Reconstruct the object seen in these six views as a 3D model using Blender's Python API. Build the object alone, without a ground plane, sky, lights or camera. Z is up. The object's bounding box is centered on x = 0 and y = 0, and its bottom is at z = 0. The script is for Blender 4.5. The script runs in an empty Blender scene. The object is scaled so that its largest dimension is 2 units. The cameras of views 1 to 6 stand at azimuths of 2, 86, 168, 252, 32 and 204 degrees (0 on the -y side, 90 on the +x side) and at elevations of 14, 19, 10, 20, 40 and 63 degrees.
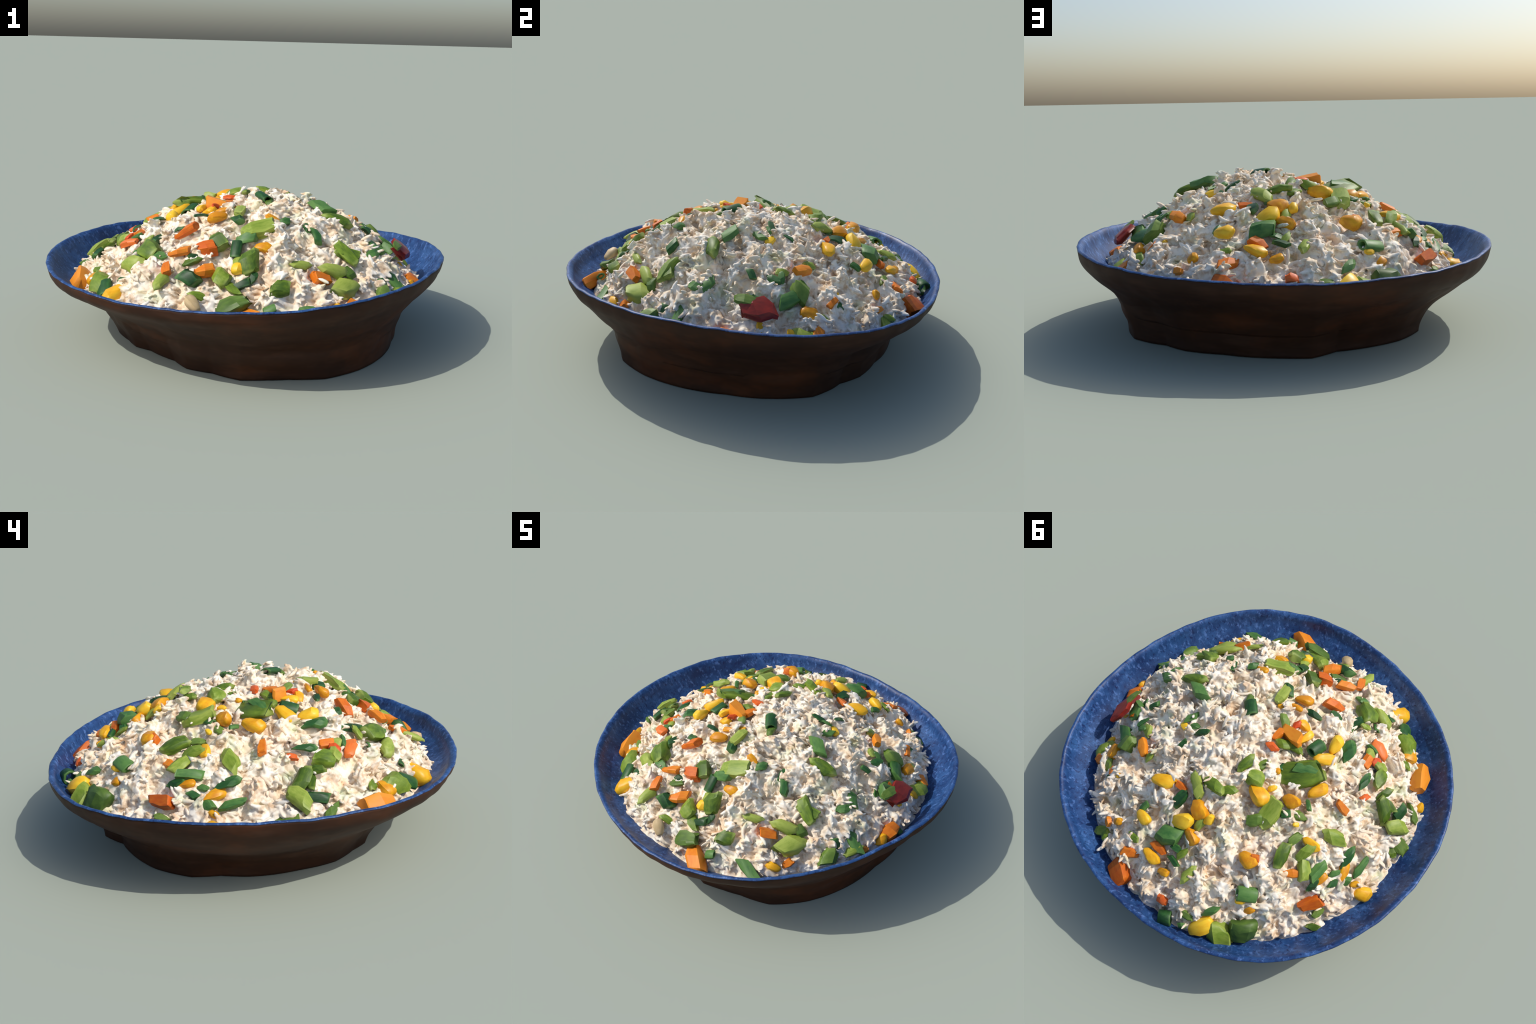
# A wide stoneware bowl, blue glaze inside and dark brown outside, heaped with a
# rice salad of sweetcorn, carrot, green pods, spring onion and red pepper.
import math
import random
import bpy
import bmesh
import numpy as np
from mathutils import Matrix, Vector, noise

rng = random.Random(7)
nrng = np.random.default_rng(7)
TAU = math.tau


# ------------------------------------------------------------------ helpers
def n3(x, y, z, seed=0.0):
    return noise.noise(Vector((x + seed * 7.31, y - seed * 3.7, z + seed * 1.9)))


def ridge(x, y, seed=0.0):
    return 1.0 - abs(2.0 * n3(x, y, seed, seed))


def new_object(name, mesh, parent, material=None):
    ob = bpy.data.objects.new(name, mesh)
    bpy.context.scene.collection.objects.link(ob)
    ob.parent = parent
    if material and not mesh.materials:
        mesh.materials.append(material)
    return ob


def empty(name, label, category):
    ob = bpy.data.objects.new(name, None)
    bpy.context.scene.collection.objects.link(ob)
    ob["label"], ob["category"] = label, category
    return ob


def mesh_from(name, verts, faces, smooth=True):
    me = bpy.data.meshes.new(name)
    me.from_pydata([tuple(v) for v in verts], [], faces)
    me.validate()
    bm = bmesh.new()
    bm.from_mesh(me)
    bmesh.ops.recalc_face_normals(bm, faces=bm.faces)
    bm.to_mesh(me)
    bm.free()
    me.polygons.foreach_set("use_smooth", [smooth] * len(me.polygons))
    return me


class Mat:
    """Small wrapper for node materials."""

    def __init__(self, name, roughness=0.5, specular=0.5):
        self.m = bpy.data.materials.new(name)
        self.m.use_nodes = True
        self.t = self.m.node_tree
        self.b = self.t.nodes["Principled BSDF"]
        self.b.inputs["Roughness"].default_value = roughness
        self.b.inputs["Specular IOR Level"].default_value = specular
        self.co = self.node("ShaderNodeTexCoord").outputs["Object"]

    def node(self, kind, **props):
        n = self.t.nodes.new(kind)
        for k, v in props.items():
            setattr(n, k, v)
        return n

    def link(self, a, b):
        self.t.links.new(a, b)

    def mapped(self, scale, co=None):
        n = self.node("ShaderNodeMapping")
        n.inputs["Scale"].default_value = scale
        self.link(co or self.co, n.inputs["Vector"])
        return n.outputs["Vector"]

    def noise(self, scale, detail=3.0, co=None, rough=0.5):
        n = self.node("ShaderNodeTexNoise")
        n.inputs["Scale"].default_value = scale
        n.inputs["Detail"].default_value = detail
        n.inputs["Roughness"].default_value = rough
        self.link(co or self.co, n.inputs["Vector"])
        return n.outputs["Fac"]

    def ramp(self, fac, stops):
        n = self.node("ShaderNodeValToRGB")
        e = n.color_ramp.elements
        while len(e) < len(stops):
            e.new(0.5)
        for s, (p, c) in zip(e, stops):
            s.position = p
            s.color = (c, c, c, 1) if isinstance(c, (int, float)) else (*c, 1)
        self.link(fac, n.inputs["Fac"])
        return n.outputs["Color"]

    def mix(self, fac, a, b, mode="MIX"):
        n = self.node("ShaderNodeMix", data_type="RGBA", blend_type=mode)
        for sock, v in ((n.inputs[0], fac), (n.inputs[6], a), (n.inputs[7], b)):
            if isinstance(v, bpy.types.NodeSocket):
                self.link(v, sock)
            elif isinstance(v, tuple):
                sock.default_value = (*v, 1)
            else:
                sock.default_value = v
        return n.outputs[2]

    def math(self, op, a, b=0.0):
        n = self.node("ShaderNodeMath", operation=op)
        for sock, v in zip(n.inputs, (a, b)):
            if isinstance(v, bpy.types.NodeSocket):
                self.link(v, sock)
            else:
                sock.default_value = v
        return n.outputs[0]

    def random(self):
        return self.node("ShaderNodeObjectInfo").outputs["Random"]

    def colour(self, c):
        if isinstance(c, tuple):
            self.b.inputs["Base Color"].default_value = (*c, 1)
        else:
            self.link(c, self.b.inputs["Base Color"])

    def bump(self, fac, strength=0.3, distance=0.01):
        n = self.node("ShaderNodeBump")
        n.inputs["Strength"].default_value = strength
        n.inputs["Distance"].default_value = distance
        self.link(fac, n.inputs["Height"])
        self.link(n.outputs["Normal"], self.b.inputs["Normal"])


# ------------------------------------------------------------------ bowl shape
# Azimuth 0 is the -y axis, 90 degrees the +x axis.  The rim is a slightly
# wavy circle, the foot an uneven polygon, the wall a curve between the two.
def fourier(az, mean, cosines, sines):
    v = mean
    for k, (a, b) in enumerate(zip(cosines, sines), 1):
        v = v + a * np.cos(k * az) + b * np.sin(k * az)
    return v


def rim_radius(az):
    r = fourier(az, 0.9895, (-0.0150, -0.0065, 0.0121, 0.0013), (-0.0055, 0.0001, -0.0036, 0.0127))
    return r + 0.0016 * np.sin(17 * az + 1.0) * np.sin(5 * az) + 0.0012 * np.sin(29 * az) * np.sin(3 * az + 1) + 0.0008 * np.sin(53 * az + 2)


def rim_height(az):
    z = fourier(az, 0.3913, (0.0095, -0.0133, 0.0027), (0.0162, 0.012, 0.0001))
    return z + 0.0022 * np.sin(13 * az + 2.0) * np.sin(4 * az + 1) + 0.0014 * np.sin(31 * az) * np.sin(7 * az + 2) + 0.0007 * np.sin(61 * az)


FOOT = [(1, 0.725), (10, 0.722), (18, 0.73), (30, 0.774), (45, 0.777), (67, 0.762), (78, 0.757), (91, 0.778),
        (108, 0.801), (117, 0.767), (122, 0.742), (132, 0.75), (146, 0.72), (152, 0.727), (167, 0.742), (176, 0.756),
        (186, 0.692), (201, 0.705), (213, 0.718), (228, 0.711), (238, 0.667), (249, 0.667), (268, 0.648), (284, 0.65),
        (296, 0.622), (305, 0.622), (313, 0.59), (330, 0.602), (339, 0.656), (350, 0.665)]


def foot_radius(az):
    a, r = zip(*FOOT)
    return np.interp(np.degrees(az) % 360, a, r, period=360)


WALL_T = (0.0, 0.12, 0.25, 0.4, 0.55, 0.7, 0.85, 1.0)
# how far from foot to rim the wall has flared at each height: mean, cos, sin, cos2, sin2
WALL_G = ((0.014, 0.010, -0.025, -0.005, -0.012), (0.105, 0.015, -0.03, 0.0, -0.014),
          (0.205, -0.02, -0.035, -0.003, -0.012), (0.455, 0.0, -0.055, 0.01, 0.035),
          (0.745, -0.05, -0.055, -0.02, 0.018), (0.955, 0.0, -0.006, 0.0, 0.0))
# the same for the inside of the bowl, which is steeper: the wall is thickest half way up
LINING_G = ((0.019, 0.023, -0.022, -0.013, -0.021), (0.137, 0.03, -0.001, 0.008, -0.017),
            (0.215, -0.03, 0.005, -0.003, -0.012), (0.40, 0.0, -0.040, 0.02, 0.035),
            (0.66, -0.06, -0.06, -0.03, 0.020), (0.905, -0.001, 0.0, 0.0, -0.006))


# hollows and bulges of the outside: (azimuth, its spread, height share, its spread, change of flare)
DINTS = ((248, 32, 0.50, 0.16, 0.15), (320, 20, 0.57, 0.17, -0.24), (350, 12, 0.30, 0.15, 0.08), (150, 18, 0.55, 0.15, -0.20),
         (152, 15, 0.14, 0.10, 0.06), (212, 18, 0.57, 0.15, -0.18), (72, 14, 0.45, 0.15, -0.08), (95, 14, 0.25, 0.12, 0.06), (22, 16, 0.22, 0.12, 0.05))


def wall_radius(az, z, flare=WALL_G):
    """Outer radius of the wall at azimuth az and height z, its kinks eased."""
    e = 0.02 * np.clip(np.minimum(z, rim_height(az) - z) / 0.03, 0, 1)
    return sum(wall_line(az, z + e * k, flare) for k in (-1, -0.5, 0, 0.5, 1)) / 5


def wall_line(az, z, flare):
    t = np.clip(z / rim_height(az), 0, 1)
    rows = [np.zeros_like(az)]
    rows += [fourier(az, g[0], (g[1], g[3]), (g[2], g[4])) for g in flare]
    rows.append(np.ones_like(az))
    rows = np.stack(rows)
    k = np.array(WALL_T)
    i = np.clip(np.searchsorted(k, t, side="right") - 1, 0, len(k) - 2)
    f = (t - k[i]) / (k[i + 1] - k[i])
    lo = np.take_along_axis(rows, i[None], 0)[0]
    hi = np.take_along_axis(rows, i[None] + 1, 0)[0]
    g = lo + (hi - lo) * f
    if flare is WALL_G:
        for a, aw, h, hw, dg in DINTS:
            off = (np.degrees(az) - a + 180) % 360 - 180
            g = g + dg * np.exp(-(off / aw) ** 2 - ((t - h) / hw) ** 2) * np.clip((1 - t) * 8, 0, 1)
    rb = foot_radius(az)
    return rb + (rim_radius(az) - rb) * g


WALL = 0.024          # thickness of the wall


def inner_radius(az, z):
    return wall_radius(az, np.minimum(z, rim_height(az)), LINING_G) - WALL - 0.05 * np.clip(0.2 - z, 0, 0.2)


def revolve(name, rows, closed_bottom, closed_top=False):
    """rows: list of (radius array, height array) over the azimuths."""
    n = len(rows[0][0])
    az = np.linspace(0, TAU, n, endpoint=False)
    verts, faces = [], []
    for r, z in rows:
        verts += list(zip(r * np.sin(az), -r * np.cos(az), z))
    for k in range(len(rows) - 1):
        for i in range(n):
            j = (i + 1) % n
            faces.append((k * n + i, k * n + j, (k + 1) * n + j, (k + 1) * n + i))
    if closed_bottom:
        verts.append((0, 0, float(np.mean(rows[0][1]))))
        c = len(verts) - 1
        faces += [(c, (i + 1) % n, i) for i in range(n)]
    if closed_top:
        verts.append((0, 0, float(np.mean(rows[-1][1]))))
        c, b = len(verts) - 1, (len(rows) - 1) * n
        faces += [(c, b + i, b + (i + 1) % n) for i in range(n)]
    return mesh_from(name, verts, faces)


NAZ = 360
AZ = np.linspace(0, TAU, NAZ, endpoint=False)
RIM_R, RIM_Z = rim_radius(AZ), rim_height(AZ)


def dents(z, size):
    return np.array([size * (n3(math.sin(a) * 3.2, math.cos(a) * 3.2, zz * 7, 2) + 0.5 * n3(math.sin(a) * 9, math.cos(a) * 9, zz * 16, 5))
                     for a, zz in zip(AZ, z)])


wall_rows = [(np.zeros(NAZ) + 0.02, np.zeros(NAZ) + 0.004), (foot_radius(AZ) * 0.93, np.zeros(NAZ) + 0.003)]
for t in np.linspace(0, 0.96, 34):
    z = RIM_Z * t
    fade = min(1, (1 - t) * 4) * min(1, 0.2 + t * 6)
    wall_rows.append((wall_radius(AZ, z) + dents(z, 0.008) * fade, z))
wall_rows.append((RIM_R - 0.002, RIM_Z * 0.985))
wall_rows.append((RIM_R - 0.006, RIM_Z * 0.993))
wall_rows.append((RIM_R - 0.016, RIM_Z - 0.004))
for t in np.linspace(0.97, 0.3, 26):
    z = RIM_Z * t
    wall_rows.append((inner_radius(AZ, z) + 0.015, z - 0.012))
wall_rows.append((np.zeros(NAZ) + 0.02, np.zeros(NAZ) + 0.09))

lining_rows = [(RIM_R - 0.004, RIM_Z * 0.988), (RIM_R - 0.0005, RIM_Z * 0.993), (RIM_R - 0.003, RIM_Z + 0.0005),
               (RIM_R - 0.010, RIM_Z + 0.003), (RIM_R - 0.017, RIM_Z + 0.001)]
for t in np.linspace(0.97, 0.3, 26):
    z = RIM_Z * t
    lining_rows.append((inner_radius(AZ, z) + dents(z, 0.004), z))
lining_rows.append((np.zeros(NAZ) + 0.02, np.zeros(NAZ) + 0.105))


# ------------------------------------------------------------------ where the pieces lie
# (x, y, heading in degrees, length, width)
POD_PIECES = [(0.622, -0.784, -116, 0.113, 0.073), (0.41, -0.545, 166, 0.109, 0.048), (0.47, -0.44, 135, 0.126, 0.054), (0.437, -0.225, 164, 0.097, 0.052),
 (0.887, 0.21, -103, 0.079, 0.061), (0.169, 0.321, 124, 0.096, 0.043), (0.089, 0.301, 167, 0.116, 0.042), (-0.08, 0.198, 174, 0.069, 0.063),
 (0.263, -0.603, -179, 0.108, 0.03), (-0.079, -0.672, 129, 0.066, 0.06), (-0.105, -0.485, -75, 0.075, 0.058), (-0.344, -0.669, -115, 0.091, 0.042),
 (-0.021, -0.279, -102, 0.106, 0.039), (-0.426, -0.432, 117, 0.098, 0.081), (-0.501, -0.467, 127, 0.082, 0.064), (-0.723, -0.479, 142, 0.102, 0.084),
 (-0.592, -0.173, -141, 0.05, 0.045), (-0.612, -0.116, -103, 0.083, 0.061), (-0.45, -0.344, -139, 0.051, 0.028), (0.061, 0.693, -126, 0.069, 0.037),
 (-0.163, 0.872, 176, 0.098, 0.081), (-0.197, 0.315, -108, 0.121, 0.068), (-0.516, 0.272, -180, 0.091, 0.053), (-0.654, -0.051, -104, 0.072, 0.033),
 (-0.677, 0.012, 146, 0.133, 0.05), (-0.689, -0.022, 153, 0.083, 0.033), (-0.764, 0.06, -150, 0.095, 0.056), (-0.324, 0.46, -85, 0.1, 0.053),
 (-0.415, 0.405, -100, 0.079, 0.042), (-0.436, 0.472, 118, 0.085, 0.048), (-0.57, 0.672, 172, 0.055, 0.033), (0.038, -0.623, 85, 0.087, 0.066),
 (0.175, -0.732, 21, 0.072, 0.057), (0.068, -0.45, 18, 0.132, 0.066), (0.477, -0.437, -5, 0.1, 0.043), (0.748, -0.429, 50, 0.08, 0.033)]
CARROT_CUBES = [(0.356, -0.613, -167, 0.067, 0.043), (0.711, 0.003, 173, 0.035, 0.03), (0.795, 0.25, 164, 0.055, 0.048), (0.538, 0.195, 117, 0.073, 0.042),
 (0.665, 0.329, 143, 0.046, 0.029), (0.064, -0.834, 120, 0.208, 0.069), (-0.158, -0.518, -169, 0.064, 0.052), (-0.158, -0.637, -149, 0.078, 0.048),
 (-0.277, -0.535, -173, 0.076, 0.035), (-0.269, -0.368, -174, 0.085, 0.04), (-0.787, -0.281, -89, 0.128, 0.082), (-0.151, -0.091, 163, 0.092, 0.059),
 (0.386, 0.683, -177, 0.072, 0.039), (0.426, 0.78, 125, 0.096, 0.079), (0.579, 0.566, 144, 0.034, 0.026), (-0.498, 0.122, 157, 0.059, 0.032),
 (-0.514, 0.579, -129, 0.086, 0.048), (-0.203, 0.53, -158, 0.047, 0.042), (0.83, -0.186, 83, 0.083, 0.068)]
CORN_KERNELS = [(0.435, -0.7, 169, 0.057, 0.038), (0.345, 0.337, 178, 0.092, 0.06), (0.002, -0.639, -178, 0.066, 0.048), (-0.035, -0.783, -125, 0.043, 0.031),
 (0.135, -0.39, 152, 0.068, 0.034), (-0.129, -0.307, -172, 0.072, 0.045), (-0.112, -0.246, -174, 0.055, 0.025), (-0.594, -0.615, -145, 0.103, 0.073),
 (-0.702, -0.361, -156, 0.07, 0.053), (-0.219, -0.111, -119, 0.065, 0.033), (-0.359, -0.146, -102, 0.077, 0.055), (-0.337, -0.048, -158, 0.092, 0.054),
 (-0.156, 0.116, -153, 0.029, 0.026), (0.12, 0.421, 118, 0.08, 0.064), (0.18, 0.49, -173, 0.091, 0.064), (0.057, 0.447, -161, 0.042, 0.042),
 (0.108, 0.54, 129, 0.069, 0.048), (0.376, 0.525, 144, 0.071, 0.049), (0.268, 0.673, 144, 0.076, 0.044), (-0.182, 0.543, 145, 0.074, 0.063),
 (-0.071, 0.87, -126, 0.103, 0.07), (-0.213, 0.706, -157, 0.043, 0.032), (0.517, 0.56, -174, 0.039, 0.034), (-0.122, 0.256, 144, 0.095, 0.068),
 (-0.271, 0.219, 145, 0.063, 0.058), (-0.367, 0.115, -141, 0.085, 0.053), (-0.429, 0.356, 152, 0.074, 0.042), (-0.526, 0.468, -110, 0.059, 0.029),
 (-0.754, 0.432, 173, 0.071, 0.066), (-0.674, 0.399, -151, 0.038, 0.027), (-0.331, 0.31, -154, 0.026, 0.021), (0.819, -0.263, 52, 0.052, 0.045),
 (0.722, 0.213, 71, 0.064, 0.056)]
ONION_PIECES = [(0.335, -0.424, 127, 0.056, 0.035), (0.778, -0.426, 141, 0.096, 0.045), (0.363, -0.142, 130, 0.084, 0.05), (0.309, 0.05, -177, 0.044, 0.025),
 (0.593, -0.044, -157, 0.046, 0.026), (0.6, 0.089, -180, 0.052, 0.029), (0.333, 0.157, -116, 0.065, 0.033), (0.084, -0.132, 122, 0.071, 0.049),
 (0.661, 0.368, -179, 0.035, 0.029), (0.337, -0.787, 146, 0.12, 0.045), (0.019, -0.494, -177, 0.075, 0.046), (-0.025, -0.539, -98, 0.07, 0.041),
 (0.187, -0.395, -155, 0.04, 0.034), (-0.216, -0.673, 130, 0.066, 0.054), (-0.205, -0.251, 170, 0.083, 0.028), (-0.629, -0.498, -99, 0.077, 0.06),
 (-0.283, -0.082, -120, 0.065, 0.054), (-0.43, -0.146, -110, 0.083, 0.055), (-0.524, -0.241, 170, 0.062, 0.022), (-0.551, -0.05, -112, 0.093, 0.033),
 (-0.28, 0.056, -171, 0.107, 0.043), (0.225, 0.399, -113, 0.075, 0.059), (0.218, 0.571, 178, 0.086, 0.07), (0.155, 0.663, 144, 0.054, 0.024),
 (-0.095, 0.796, -134, 0.07, 0.032), (0.021, 0.92, -162, 0.033, 0.027), (-0.231, 0.675, -166, 0.074, 0.058), (-0.35, 0.2, 117, 0.079, 0.019),
 (-0.27, 0.286, -153, 0.037, 0.032), (-0.759, -0.021, -113, 0.078, 0.039), (-0.5, 0.445, -110, 0.096, 0.043), (-0.497, 0.508, -90, 0.059, 0.032),
 (-0.604, 0.316, -104, 0.097, 0.038), (-0.676, 0.318, -99, 0.092, 0.043), (-0.573, 0.412, -152, 0.043, 0.032), (-0.251, 0.671, 112, 0.053, 0.032),
 (-0.578, 0.451, -152, 0.038, 0.027), (0.133, -0.803, 19, 0.043, 0.036), (0.627, -0.244, -49, 0.059, 0.037), (0.702, -0.026, 60, 0.068, 0.061),
 (0.685, 0.137, -56, 0.109, 0.055), (0.608, 0.056, 62, 0.054, 0.031)]
PEPPER_PIECES = [(0.762, 0.017, -78, 0.125, 0.06), (-0.152, -0.148, -148, 0.033, 0.027), (-0.09, 0.014, 142, 0.043, 0.032), (-0.555, -0.259, 149, 0.09, 0.04),
 (-0.563, -0.184, -142, 0.045, 0.028), (0.151, 0.827, 155, 0.044, 0.033), (-0.576, 0.017, -129, 0.038, 0.022)]
DEEP_POD_PIECES = [(0.65, 0.186, 179, 0.081, 0.075), (-0.257, 0.806, -174, 0.102, 0.092), (-0.146, 0.369, -157, 0.063, 0.047), (-0.814, -0.063, 127, 0.079, 0.034),
 (-0.81, 0.115, 149, 0.072, 0.061), (-0.02, -0.783, 15, 0.11, 0.073), (0.643, -0.524, 41, 0.072, 0.072)]


# ------------------------------------------------------------------ materials
def make_stoneware():
    m = Mat("brown_stoneware", 0.6, 0.2)
    big = m.noise(1.0, 4, m.mapped((2.2, 2.2, 5.0)), 0.6)
    streak = m.noise(1.0, 5, m.mapped((5, 5, 26)), 0.6)
    c = m.ramp(big, [(0.36, (0.028, 0.011, 0.006)), (0.55, (0.044, 0.016, 0.007)), (0.72, (0.090, 0.027, 0.009))])
    c = m.mix(m.ramp(streak, [(0.5, 0.0), (0.75, 0.45)]), c, (0.085, 0.038, 0.022))
    # small blue smears on the outside, copied from colour faults of the scan
    for x, y, z, s in BLUE_DABS:
        d = m.node("ShaderNodeVectorMath", operation="DISTANCE")
        d.inputs[1].default_value = (x * 10, y * 10, z * 30)
        m.link(m.mapped((10, 10, 30)), d.inputs[0])
        wob = m.math("ADD", d.outputs["Value"], m.math("MULTIPLY", m.noise(18), 0.5))
        c = m.mix(m.ramp(wob, [(s, 1.0), (s + 0.12, 0.0)]), c, (0.02, 0.05, 0.22))
    m.colour(c)
    m.bump(m.noise(40, 4), 0.25, 0.004)
    return m.m


BLUE_DABS = ((0.30, -0.86, 0.22, 0.55), (-0.33, 0.90, 0.19, 0.7), (-0.44, 0.85, 0.19, 0.5))


def make_glaze():
    m = Mat("blue_speckled_glaze", 0.45, 0.4)
    cloud = m.noise(7, 6, None, 0.65)
    c = m.ramp(cloud, [(0.35, (0.008, 0.032, 0.120)), (0.55, (0.020, 0.073, 0.220)), (0.72, (0.050, 0.140, 0.350))])
    fleck = m.noise(1.0, 3, m.mapped((60, 60, 24)), 0.7)
    c = m.mix(m.ramp(fleck, [(0.34, 0.9), (0.47, 0.0)]), c, (0.006, 0.016, 0.085))
    pale = m.noise(1.0, 3, m.mapped((48, 48, 20)), 0.7)
    c = m.mix(m.ramp(pale, [(0.54, 0.0), (0.70, 0.6)]), c, (0.13, 0.26, 0.60))
    m.colour(c)
    m.bump(m.noise(90, 3), 0.15, 0.002)
    return m.m


def make_rice(name, tint):
    m = Mat(name, 0.75, 0.2)
    soft = m.noise(1.0, 3, m.mapped((13, 13, 13)))
    fine = m.noise(1.0, 4, m.mapped((26, 26, 26)), 0.65)
    white, cream, tan = ((0.90, 0.845, 0.73), (0.86, 0.72, 0.53), (0.55, 0.37, 0.22))
    c = m.ramp(soft, [(0.42, white), (0.60, cream)])
    c = m.mix(m.ramp(fine, [(0.48, 0.0), (0.64, 1.0 * tint)]), c, tan)
    # juice of the vegetables: peach and faint green stains
    c = m.mix(m.ramp(m.noise(1.0, 3, m.mapped((7, 7, 9))), [(0.56, 0.0), (0.72, 0.6)]), c, (0.90, 0.60, 0.36))
    stain = m.node("ShaderNodeMapping")
    stain.inputs["Location"].default_value = (5.3, 2.1, 7.7)
    stain.inputs["Scale"].default_value = (9, 9, 11)
    m.link(m.co, stain.inputs["Vector"])
    c = m.mix(m.ramp(m.noise(1.0, 3, stain.outputs["Vector"]), [(0.56, 0.0), (0.72, 0.55)]), c, (0.55, 0.64, 0.36))
    m.colour(c)
    return m.m


def make_vegetable(name, dark, mid, pale, roughness=0.38, grain=(1.6, 3, 3), pale_ends=None):
    m = Mat(name, roughness + 0.1, 0.35)
    f = m.noise(1.0, 4, m.mapped(grain), 0.6)
    f = m.math("ADD", m.math("MULTIPLY", f, 0.9), m.math("MULTIPLY", m.random(), 0.55))
    c = m.ramp(f, [(0.42, dark), (0.70, mid), (1.0, pale)])
    if pale_ends:
        x = m.node("ShaderNodeSeparateXYZ")
        m.link(m.co, x.inputs[0])
        end = m.ramp(m.math("ABSOLUTE", x.outputs["X"]), [(0.40, 0.0), (0.52, 0.7)])
        c = m.mix(end, c, pale_ends)
    m.colour(c)
    m.bump(m.noise(1.0, 3, m.mapped((3, 5, 5))), 0.15, 0.004)
    return m.m


STONE, GLAZE = make_stoneware(), make_glaze()
RICE = make_rice("boiled_rice", 0.8)
POD = make_vegetable("green_pod_flesh", (0.055, 0.11, 0.010), (0.16, 0.25, 0.020), (0.33, 0.40, 0.07), pale_ends=(0.32, 0.39, 0.09))
DEEP_POD = make_vegetable("deep_green_pod_flesh", (0.05, 0.10, 0.015), (0.10, 0.18, 0.025), (0.18, 0.27, 0.05))  # deeper green of some pod pieces
ONION = make_vegetable("spring_onion_leaf", (0.010, 0.048, 0.012), (0.030, 0.115, 0.025), (0.10, 0.22, 0.05), pale_ends=(0.09, 0.20, 0.05))
CORN = make_vegetable("sweetcorn", (0.60, 0.23, 0.006), (0.80, 0.40, 0.010), (0.90, 0.56, 0.03), 0.3, (2, 3, 3))
CARROT = make_vegetable("carrot_flesh", (0.55, 0.10, 0.006), (0.70, 0.18, 0.010), (0.78, 0.28, 0.02), 0.4, (2, 4, 4))
PEPPER = make_vegetable("red_pepper_flesh", (0.55, 0.06, 0.012), (0.70, 0.11, 0.015), (0.78, 0.18, 0.03), 0.35, (2, 4, 4))
RIPE_PEPPER = make_vegetable("ripe_pepper_skin", (0.16, 0.014, 0.010), (0.30, 0.025, 0.014), (0.50, 0.10, 0.05), 0.28, (2, 4, 4))
NUT = make_vegetable("pale_nut", (0.55, 0.40, 0.20), (0.66, 0.50, 0.28), (0.74, 0.60, 0.38), 0.4, (2, 3, 3))

# ------------------------------------------------------------------ bowl objects
bowl = empty("serving_bowl", "wide stoneware bowl, blue glazed inside, dark brown outside", "bowl")
new_object("bowl_wall", revolve("bowl_wall", wall_rows, True, True), bowl, STONE)
new_object("glaze_lining", revolve("glaze_lining", lining_rows, False, True), bowl, GLAZE)

# ------------------------------------------------------------------ the heap
HEAP = {(0, 0): 0.7010, (0, 1): -0.0522, (0, 2): -0.5040, (0, 3): 0.0874, (0, 4): 0.0952, (0, 5): -0.0005, (0, 6): -0.1136,
        (1, 0): 0.1095, (1, 1): -0.0997, (1, 2): -0.1007, (1, 3): 0.1577, (1, 4): 0.0042, (1, 5): 0.0821, (2, 0): -0.4847,
        (2, 1): 0.0054, (2, 2): -0.1382, (2, 3): -0.0495, (2, 4): -0.0199, (3, 0): -0.1975, (3, 1): 0.0620, (3, 2): 0.0617,
        (3, 3): 0.0026, (4, 0): -0.0488, (4, 1): 0.0975, (4, 2): -0.1040, (5, 0): 0.0731, (5, 1): 0.0569, (6, 0): 0.0304}


# broad swells and slumps of the heap: (azimuth, distance from the centre, rise)
SWELLS = [(r * math.sin(math.radians(a)), -r * math.cos(math.radians(a)), h) for a, r, h in (
    (260, 0.75, -0.042), (247, 0.86, -0.018), (302, 0.82, -0.015), (352, 0.85, -0.018), (352, 0.55, -0.018), (36, 0.69, -0.034),
    (82, 0.77, -0.034), (98, 0.80, -0.014), (232, 0.82, -0.012), (112, 0.40, -0.022), (280, 0.12, -0.014), (205, 0.12, -0.010),
    (125, 0.73, 0.030), (148, 0.69, 0.028), (225, 0.50, 0.012), (221, 0.67, 0.018), (330, 0.69, 0.030), (295, 0.55, 0.012),
    (198, 0.66, 0.026), (181, 0.86, 0.015), (22, 0.48, 0.010),
    (100, 0.08, 0.022), (165, 0.24, 0.024), (355, 0.70, -0.022), (32, 0.72, -0.012))]


def heap_height(x, y):
    r = math.hypot(x, y)
    k = min(1.0, 0.9 / r) if r > 1e-6 else 1.0
    u, v = x * k, y * k
    z = sum(c * u ** i * v ** j for (i, j), c in HEAP.items()) - max(0.0, r - 0.9)
    for bx, by, rise in SWELLS:
        d2 = (x - bx) ** 2 + (y - by) ** 2
        if d2 < 0.16:
            z += rise * math.exp(-d2 / 0.026)
    return z


def tufts(x, y, size, seed):
    """Sharp little peaks, one per Voronoi cell, 1 at the tip and 0 in the creases."""
    d = noise.voronoi(Vector((x / size + seed, y / size, seed)))[0]
    return max(0.0, 1.0 - 1.25 * d[0])


MOAT = 0.018         # and drops this much more beside the wall
SINK = 0.036         # the rice lies this far below the level of the vegetable pieces


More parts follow.
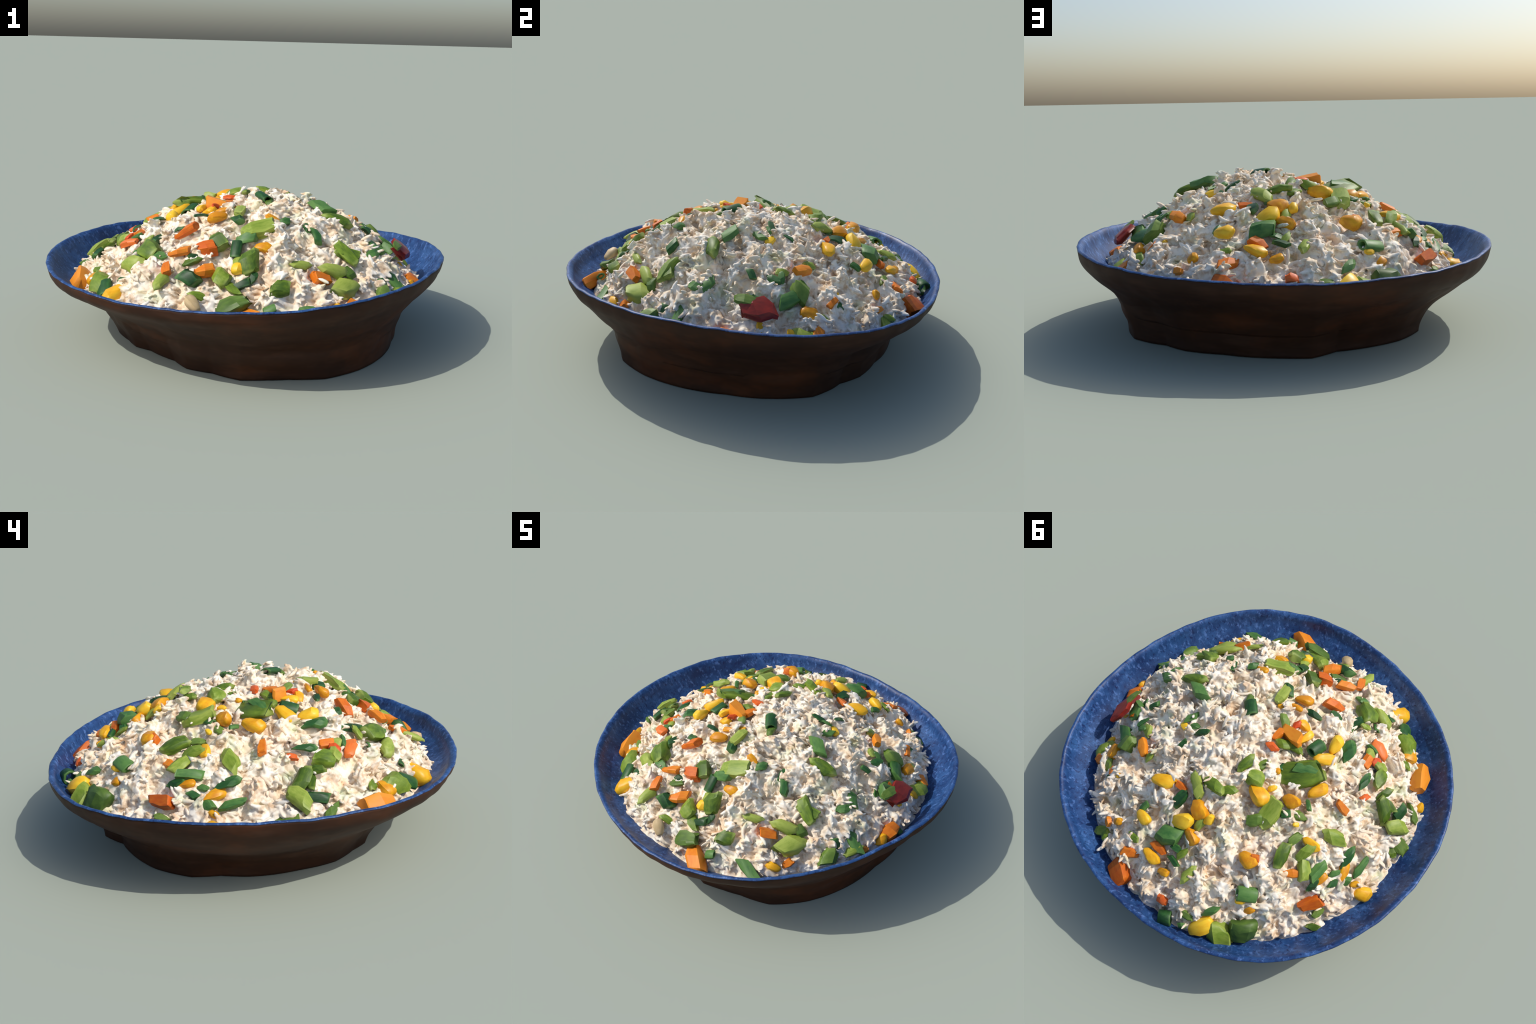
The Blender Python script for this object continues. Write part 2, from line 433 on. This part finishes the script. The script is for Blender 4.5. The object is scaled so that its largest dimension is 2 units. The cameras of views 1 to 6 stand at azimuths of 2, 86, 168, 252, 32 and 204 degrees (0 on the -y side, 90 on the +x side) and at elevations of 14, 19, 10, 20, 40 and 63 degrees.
def lumps(x, y):
    """Rice relief below the heap's envelope: swells, tufts and hollows, dropping to a moat at the wall."""
    wx = x + 0.016 * n3(x * 16, y * 16, 0, 3)
    wy = y + 0.016 * n3(x * 16, y * 16, 0, 4)
    v = 0.045 * n3(x * 6.5, y * 6.5, 0, 8) + 0.080 * (tufts(wx, wy, 0.085, 3.1) - 0.42) + 0.058 * (tufts(wx, wy, 0.045, 7.7) - 0.42)
    r = math.hypot(x, y)
    t = min(1.0, max(0.0, (r - 0.76) / 0.16))
    v -= SINK + MOAT * t * t * (3 - 2 * t)
    for px, py, reach in near_pieces(x, y):
        d2 = ((x - px) ** 2 + (y - py) ** 2) / (reach * reach)
        if d2 < 4:
            k = math.exp(-d2 * 1.3)
            v = v * (1 - 0.7 * k) - 0.010 * k
    return v


PIECES = []          # (x, y, reach): rice keeps clear of the vegetable pieces


CELLS = {}


def note_piece(x, y, reach):
    PIECES.append((x, y, reach))
    for i in range(math.floor((x - 0.12) * 10), math.floor((x + 0.12) * 10) + 1):
        for j in range(math.floor((y - 0.12) * 10), math.floor((y + 0.12) * 10) + 1):
            CELLS.setdefault((i, j), []).append((x, y, reach))


def near_pieces(x, y):
    return CELLS.get((math.floor(x * 10), math.floor(y * 10)), ())


def piece_near(x, y):
    for px, py, reach in near_pieces(x, y):
        if (x - px) ** 2 + (y - py) ** 2 < reach * reach:
            return True
    return False


def surface(x, y):
    return heap_height(x, y) + lumps(x, y)


def normal_at(x, y, f=heap_height, e=0.02):
    return Vector((f(x - e, y) - f(x + e, y), f(x, y - e) - f(x, y + e), 2 * e)).normalized()


# where the heap meets the lining, per azimuth
CONTACT = []
for a in np.linspace(0, TAU, 180, endpoint=False):
    rs = np.arange(0.7, 0.97, 0.004)
    hit = rs[-1]
    for r in rs:
        z = heap_height(r * math.sin(a), -r * math.cos(a)) - SINK - MOAT
        if r > float(inner_radius(np.array([a]), np.array([z]))[0]):
            hit = r
            break
    CONTACT.append(hit)


def contact(a):
    return float(np.interp(math.degrees(a) % 360, np.arange(0, 360, 2), CONTACT, period=360))


def disc_point(u, v):
    """Square to disc, then scaled to the contact line."""
    if u == 0 and v == 0:
        return 0.0, 0.0
    if abs(u) > abs(v):
        r, p = u, (math.pi / 4) * (v / u)
    else:
        r, p = v, math.pi / 2 - (math.pi / 4) * (u / v)
    x, y = r * math.cos(p), r * math.sin(p)
    k = contact(math.atan2(x, -y)) + 0.004
    return x * k, y * k


salad = empty("rice_salad", "heaped white rice salad with corn, carrot and green pieces", "rice salad")
# ------------------------------------------------------------------ vegetable shapes (unit length, width, height)
def rounded_solid(name, sections, ring=12, squareness=0.5, jitter=0.03, seed=1, bend=0.0, shear=0.0, crease=40):
    """Loft of rounded-square cross-sections along x: (x, width, height), cut askew and knocked about."""
    r = random.Random(seed)
    verts, faces = [], []
    off = [(r.uniform(-jitter, jitter), r.uniform(-jitter, jitter)) for _ in range(ring)]
    lean = r.uniform(-shear, shear)
    n = len(sections)
    for q, (x, w, h) in enumerate(sections):
        sy, sz = (r.uniform(-jitter, jitter), r.uniform(-jitter, jitter)) if 0 < q < n - 1 else (0, 0)
        for k in range(ring):
            p = TAU * k / ring
            c, s = math.cos(p), math.sin(p)
            y = math.copysign(abs(c) ** squareness, c) * w / 2 + sy
            z = math.copysign(abs(s) ** squareness, s) * h / 2 + sz
            own = (r.uniform(-1, 1) * jitter * 0.5, r.uniform(-1, 1) * jitter * 0.5)
            verts.append((x + lean * y + off[k][0] * 0.5, y + off[k][0] + own[0], z + off[k][1] + own[1] + bend * (0.25 - x * x)))
    for k in range(n - 1):
        for i in range(ring):
            j = (i + 1) % ring
            faces.append((k * ring + i, k * ring + j, (k + 1) * ring + j, (k + 1) * ring + i))
    faces.append(tuple(reversed(range(ring))))
    faces.append(tuple(range((n - 1) * ring, n * ring)))
    me = mesh_from(name, verts, faces, True)
    me.set_sharp_from_angle(angle=math.radians(crease))
    return me


def tube(name, wall=0.3, ring=14, seed=1, squash=0.8):
    """Hollow slice of a stalk, its axis along x."""
    r = random.Random(seed)
    verts, faces = [], []
    prof = [(-0.5, 1.0), (-0.47, 1.05), (0, 1.08), (0.47, 1.05), (0.5, 1.0), (0.5, 1 - wall), (0.42, 0.9 - wall), (-0.42, 0.9 - wall), (-0.5, 1 - wall)]
    wob = [1 + r.uniform(-0.08, 0.08) for _ in range(ring)]
    for x, q in prof:
        for k in range(ring):
            p = TAU * k / ring
            verts.append((x + 0.06 * math.sin(p), 0.47 * q * wob[k] * math.cos(p), 0.47 * q * wob[k] * squash * math.sin(p)))
    n = len(prof)
    for k in range(n):
        for i in range(ring):
            j, k2 = (i + 1) % ring, (k + 1) % n
            faces.append((k * ring + i, k * ring + j, k2 * ring + j, k2 * ring + i))
    me = mesh_from(name, verts, faces)
    return me


def pod(seed):
    r = random.Random(seed)
    e0, e1 = r.uniform(0.55, 0.85), r.uniform(0.6, 0.95)
    return rounded_solid("green_pod_piece", [(-0.5, e0 * 0.9, e0 * 0.8), (-0.46, e0, e0), (-0.2, 1.0, 1.0), (0.15, 1.02, 1.05), (0.46, e1, e1), (0.5, e1 * 0.9, e1 * 0.8)],
                         10, 0.7, 0.10, seed, r.uniform(-0.2, 0.7), 0.5, 50)


def leaf_chunk(seed):
    r = random.Random(seed)
    return rounded_solid("spring_onion_piece", [(-0.5, 0.82, 0.8), (-0.46, 0.92, 0.92), (0.0, 1.0, 1.05), (0.46, 0.95, 0.9), (0.5, 0.85, 0.8)],
                         7, 0.8, 0.11, seed, r.uniform(-0.4, 0.5), 0.5, 45)


def leaf_slice(seed):
    """A thin curled strip of leaf."""
    r = random.Random(seed)
    return rounded_solid("spring_onion_piece", [(-0.5, 0.5, 0.3), (-0.4, 0.85, 0.38), (-0.1, 1.0, 0.45), (0.2, 0.95, 0.4), (0.42, 0.7, 0.36), (0.5, 0.35, 0.25)],
                         8, 0.7, 0.10, seed, r.uniform(0.4, 1.1), 0.6, 36)


def kernel(seed):
    r = random.Random(seed)
    s = [(-0.5, 0.30, 0.28), (-0.44, 0.52, 0.48), (-0.3, 0.74, 0.68), (-0.08, 0.92, 0.88), (0.14, 1.0, 1.0), (0.34, 0.95, 0.92), (0.45, 0.74, 0.70), (0.5, 0.42, 0.4)]
    return rounded_solid("corn_kernel", s, 12, 0.8, 0.04, seed, r.uniform(-0.15, 0.25), 0.25, 46)


def cube(seed):
    r = random.Random(seed)
    a, b = r.uniform(0.7, 1.0), r.uniform(0.6, 1.0)
    return rounded_solid("carrot_cube", [(-0.5, a * 0.84, a * 0.84), (-0.44, a, a), (0.0, 1.0, 1.0), (0.44, b, b), (0.5, b * 0.84, b * 0.84)],
                         10, 0.45, 0.08, seed, 0.0, 0.4, 30)


def slab(seed):
    r = random.Random(seed)
    return rounded_solid("red_pepper_piece", [(-0.5, 0.7, 0.7), (-0.44, 0.85, 0.95), (-0.1, 1, 1), (0.3, 0.95, 1), (0.46, 0.7, 0.9), (0.5, 0.55, 0.6)],
                         10, 0.6, 0.10, seed, r.uniform(0.3, 0.7), 0.5, 34)


def place(name, shapes, material, x, y, yaw, length, width, thick, sink=0.55, tilt=28.0, lift=0.0, grow=1.24, gap=0.28):
    r = random.Random(int(abs(x) * 7919 + abs(y) * 104729 + len(PIECES)))
    a = math.atan2(x, -y)
    length = min(length, 2.3 * width, 1.35 * width + 0.035)
    length, width = length * grow, width * grow
    rad = math.hypot(x, y)
    wall_at = float(inner_radius(np.array([a]), np.array([heap_height(x, y) - 0.03]))[0])
    lim = wall_at - gap * length
    if rad > lim:
        x, y = x * lim / rad, y * lim / rad
    h = max(width * thick, 0.022)
    n = normal_at(x, y)
    n = (n + Vector((r.uniform(-1, 1), r.uniform(-1, 1), 0)) * math.radians(tilt) * 0.7).normalized()
    d = Vector((math.cos(math.radians(yaw)), math.sin(math.radians(yaw)), 0))
    d = (d - n * d.dot(n)).normalized()
    side = n.cross(d)
    z = heap_height(x, y) + lift - 0.022 * min(1, max(0, rad - 0.7) / 0.2)
    ob = new_object(name, r.choice(shapes), salad, material)
    rot = Matrix((d, side, n)).transposed().to_4x4()
    ob.matrix_local = Matrix.Translation(Vector((x, y, z)) + n * h * (0.5 - sink)) @ rot @ Matrix.Diagonal((length, width, h, 1))
    note_piece(x, y, 0.36 * (length + width) / 2 + 0.002)
    return ob


pods = [pod(s) for s in range(11, 17)]
deep_pods = [pod(s) for s in range(31, 34)]
leaves = [leaf_chunk(s) for s in range(21, 26)] + [leaf_slice(s) for s in range(1, 5)] + [tube("spring_onion_piece", 0.35, 12, s) for s in range(26, 28)]
kernels = [kernel(s) for s in range(41, 45)]
cubes = [cube(s) for s in range(51, 56)]
slabs = [slab(s) for s in range(61, 64)]

for row in POD_PIECES:
    place("green_pod_piece", pods, POD, *row, 0.62, lift=0.035 if row[0] < -0.76 else 0.0)
for row in DEEP_POD_PIECES:
    place("green_pod_piece", deep_pods, DEEP_POD, *row, 0.6)
for row in ONION_PIECES:
    place("spring_onion_piece", leaves, ONION, *row, 0.75)
for row in CORN_KERNELS:
    place("corn_kernel", kernels, CORN, *row, 0.85)
for row in CARROT_CUBES:
    place("carrot_cube", cubes, CARROT, *row, 0.85)
for row in PEPPER_PIECES[1:]:
    place("red_pepper_piece", slabs, PEPPER, *row, 0.6)

# smaller scraps scattered between the larger pieces
SCRAPS = (("spring_onion_piece", leaves, ONION, 20, 0.7), ("green_pod_piece", pods, POD, 18, 0.55), ("corn_kernel", kernels, CORN, 12, 0.85),
          ("carrot_cube", cubes, CARROT, 8, 0.8), ("green_pod_piece", deep_pods, DEEP_POD, 10, 0.55))
HOSTS = list(PIECES)
for name, shapes, material, count, thick in SCRAPS:
    done = 0
    while done < count:
        hx, hy, hr = rng.choice(HOSTS)
        a, r = rng.uniform(0, TAU), hr + rng.uniform(0.025, 0.06)
        x, y = hx + r * math.sin(a), hy - r * math.cos(a)
        if math.hypot(x, y) > 0.86 or min(math.hypot(x - px, y - py) - reach for px, py, reach in PIECES) < 0.014:
            continue
        w = rng.uniform(0.026, 0.042)
        place(name, shapes, material, x, y, rng.uniform(0, 360), w * rng.uniform(1.2, 2.0), w, thick, 0.6, lift=-0.012)
        done += 1

# a wide piece of ripe pepper standing against the heap by the wall, green along its upper edge
place("red_pepper_piece", [slab(65)], RIPE_PEPPER, 0.772, -0.02, 84, 0.15, 0.11, 0.38, 0.35, 6, lift=0.06, grow=1.0, gap=0.2)
place("green_pod_piece", [leaf_slice(67)], DEEP_POD, 0.742, -0.075, 70, 0.11, 0.05, 0.7, 0.3, 6, lift=0.072, grow=1.0)
# one long split pod lying open near the top, with a spring onion slice in it
place("green_pod_piece", [pod(71)], POD, -0.257, 0.069, -151, 0.175, 0.10, 0.4)
place("spring_onion_piece", [leaf_chunk(72)], ONION, -0.28, 0.056, -171, 0.107, 0.043, 0.7, lift=0.025)
# a hollow stalk slice standing on end by the rim, and a pale nut
ring_slice = place("spring_onion_piece", [tube("spring_onion_piece", 0.22, 16, 81, 1.0)], ONION, 0.114, 0.891, -164, 0.05, 0.06, 1.0)
place("nut", [kernel(91)], NUT, -0.214, -0.86, 133, 0.085, 0.058, 0.8, sink=0.1, lift=0.01, grow=1.0, gap=0.1)


# ------------------------------------------------------------------ rice grains
def grain(seed, curve, segments=6):
    r = random.Random(seed)
    verts, faces = [], []
    rows = [(-0.5, 0.10), (-0.42, 0.55), (-0.2, 0.95), (0.1, 1.0), (0.38, 0.7), (0.5, 0.12)]
    for x, q in rows:
        for k in range(segments):
            p = TAU * k / segments
            verts.append((x, 0.5 * q * math.cos(p) + curve * (0.25 - x * x), 0.5 * q * math.sin(p) + r.uniform(-0.05, 0.05)))
    n = len(rows)
    for k in range(n - 1):
        for i in range(segments):
            j = (i + 1) % segments
            faces.append((k * segments + i, k * segments + j, (k + 1) * segments + j, (k + 1) * segments + i))
    faces.append(tuple(reversed(range(segments))))
    faces.append(tuple(range((n - 1) * segments, n * segments)))
    return mesh_from("rice_grain", verts, faces)


GRAINS = [grain(s, c) for s, c in ((1, 0.0), (2, 0.9), (3, -1.4), (4, 2.2), (5, 0.4))]


def flake(seed):
    r = random.Random(seed)
    e = [r.uniform(0.5, 1.0) for _ in range(4)]
    return rounded_solid("rice_flake", [(-0.5, 0.15, 0.3), (-0.25, e[0], 0.9), (0.0, e[1], 1.0), (0.3, e[2] * 0.8, 0.8), (0.5, 0.1, 0.3)], 6, 0.9, 0.12, seed, r.uniform(-0.5, 0.8), 0.5, 60)


FLAKES = [flake(s) for s in range(5)]
SHAPES = GRAINS + FLAKES


def grain_matrix(x, y, up, flow=None, rise=0.1, wide=1.0):
    n = normal_at(x, y, surface, 0.012)
    flow = 6.0 * n3(x * 5, y * 5, 0, 12) + rng.gauss(0, 0.9) if flow is None else flow
    down = Vector((n.x, n.y, 0)) * rng.uniform(0, 1.6)
    d = Vector((math.cos(flow), math.sin(flow), rng.gauss(rise, 0.3))) + down
    d = (d - n * d.dot(n) * (rng.uniform(0.6, 1.0) if rise < 0.2 else 0.25)).normalized()
    side = n.cross(d).normalized()
    n2 = d.cross(side)
    length, w = rng.uniform(0.045, 0.088), rng.uniform(0.015, 0.024)
    p = Vector((x, y, surface(x, y))) + n * up
    for e in (p - d * length * 0.5, p + d * length * 0.5):
        rad = math.hypot(e.x, e.y)
        if rad > 0.7 and rad > float(inner_radius(np.array([math.atan2(e.x, -e.y)]), np.array([e.z - 0.015]))[0]) - 0.010:
            return None
    return Matrix.Translation(p) @ Matrix((d, side, n2)).transposed().to_4x4() @ Matrix.Diagonal((length, w * wide, w * 0.85, 1))


placed = []
COUNT = 6500
tries = 0
while len(placed) < COUNT and tries < COUNT * 4:
    tries += 1
    a = rng.uniform(0, TAU)
    r = math.sqrt(rng.random()) * (contact(a) - 0.006)
    x, y = r * math.sin(a), -r * math.cos(a)
    if piece_near(x, y) and rng.random() > 0.3:
        continue
    m = None
    for attempt in range(6):
        m = m or grain_matrix(x, y, rng.uniform(-0.008, 0.005))
    if m:
        kind = rng.randrange(len(GRAINS))
        if rng.random() < 0.22:
            kind = len(GRAINS) + rng.randrange(len(FLAKES))
            m = m @ Matrix.Diagonal((1.0, 1.9, 0.9, 1))
        placed.append((kind, m))

# ragged tufts: bundles of grains that lean the same way and stand out of the heap
for _ in range(420):
    a, r = rng.uniform(0, TAU), math.sqrt(rng.random()) * 0.86
    cx, cy = r * math.sin(a), -r * math.cos(a)
    if piece_near(cx, cy):
        continue
    lean = rng.uniform(0, TAU)
    for _ in range(rng.randrange(4, 9)):
        m = grain_matrix(cx + rng.gauss(0, 0.013), cy + rng.gauss(0, 0.013), rng.uniform(0.0, 0.012), lean + rng.gauss(0, 0.5), 0.45)
        if m:
            placed.append((rng.randrange(len(GRAINS)), m))
rng.shuffle(placed)

for kind, mat in placed[:300]:
    ob = new_object("rice_grain", SHAPES[kind], salad, RICE)
    ob.matrix_local = mat

# ------------------------------------------------------------------ packed rice
GRID = 190
verts, faces = [], []
for i in range(GRID + 1):
    for j in range(GRID + 1):
        u, v = 2 * i / GRID - 1, 2 * j / GRID - 1
        edge = max(abs(u), abs(v))
        if edge < 0.98:
            u, v = u + rng.uniform(-0.7, 0.7) / GRID, v + rng.uniform(-0.7, 0.7) / GRID
        x, y = disc_point(u, v)
        fade = min(1.0, (1 - edge) * 26)
        spike = max(0.0, rng.gauss(-0.004, 0.007))
        verts.append((x, y, heap_height(x, y) - 0.003 - (SINK + MOAT) * (1 - fade) + (lumps(x, y) + spike) * fade))
for i in range(GRID):
    for j in range(GRID):
        a = i * (GRID + 1) + j
        q = (a, a + GRID + 1, a + GRID + 2, a + 1)
        faces += [(q[0], q[1], q[2]), (q[0], q[2], q[3])] if rng.random() < 0.5 else [(q[0], q[1], q[3]), (q[1], q[2], q[3])]
# close the bed below so that it is a solid
top, n = len(verts), GRID + 1
verts += [(x * 0.9, y * 0.9, min(z - 0.03, heap_height(x * 0.9, y * 0.9) - 0.13)) for x, y, z in verts]
faces += [tuple(i + top for i in reversed(f)) for f in faces]
border = [i * n for i in range(GRID)] + [GRID * n + j for j in range(GRID)] + [i * n + GRID for i in range(GRID, 0, -1)] + [j for j in range(GRID, 0, -1)]
faces += [(a, b, b + top, a + top) for a, b in zip(border, border[1:] + border[:1])]

# the cooked grains stick together: bed and grains are fused into one ragged skin
all_v, all_f, base = [np.array(verts)], list(faces), len(verts)
cache = []
for g in SHAPES:
    co = np.empty(len(g.vertices) * 3)
    g.vertices.foreach_get("co", co)
    cache.append((co.reshape(-1, 3), [tuple(p.vertices) for p in g.polygons]))
for kind, mat in placed[1300:]:
    co, fs = cache[kind]
    m = np.array(mat)
    all_v.append(co @ m[:3, :3].T + m[:3, 3])
    all_f += [tuple(i + base for i in f) for f in fs]
    base += len(co)
me = bpy.data.meshes.new("sticky_rice")
me.from_pydata(np.concatenate(all_v).tolist(), [], all_f)
heap = new_object("sticky_rice", me, salad, RICE)
mod = heap.modifiers.new("fuse", "REMESH")
mod.mode, mod.voxel_size, mod.use_smooth_shade = "VOXEL", 0.0045, True
graph = bpy.context.evaluated_depsgraph_get()
fused = bpy.data.meshes.new_from_object(heap.evaluated_get(graph))
heap.modifiers.clear()
heap.data = fused
bpy.data.meshes.remove(me)
fused.name = "sticky_rice"
heap["kind"] = "stuff"

# grains that lie loose on top, each still whole
all_v, all_f, base = [], [], 0
for kind, mat in placed[300:1300]:
    co, fs = cache[kind]
    m = np.array(Matrix.Translation((0, 0, 0.005)) @ mat)
    all_v.append(co @ m[:3, :3].T + m[:3, 3])
    all_f += [tuple(i + base for i in f) for f in fs]
    base += len(co)
me = bpy.data.meshes.new("loose_rice")
me.from_pydata(np.concatenate(all_v).tolist(), [], all_f)
me.polygons.foreach_set("use_smooth", [True] * len(me.polygons))
loose = new_object("loose_rice", me, salad, RICE)
loose["kind"] = "stuff"
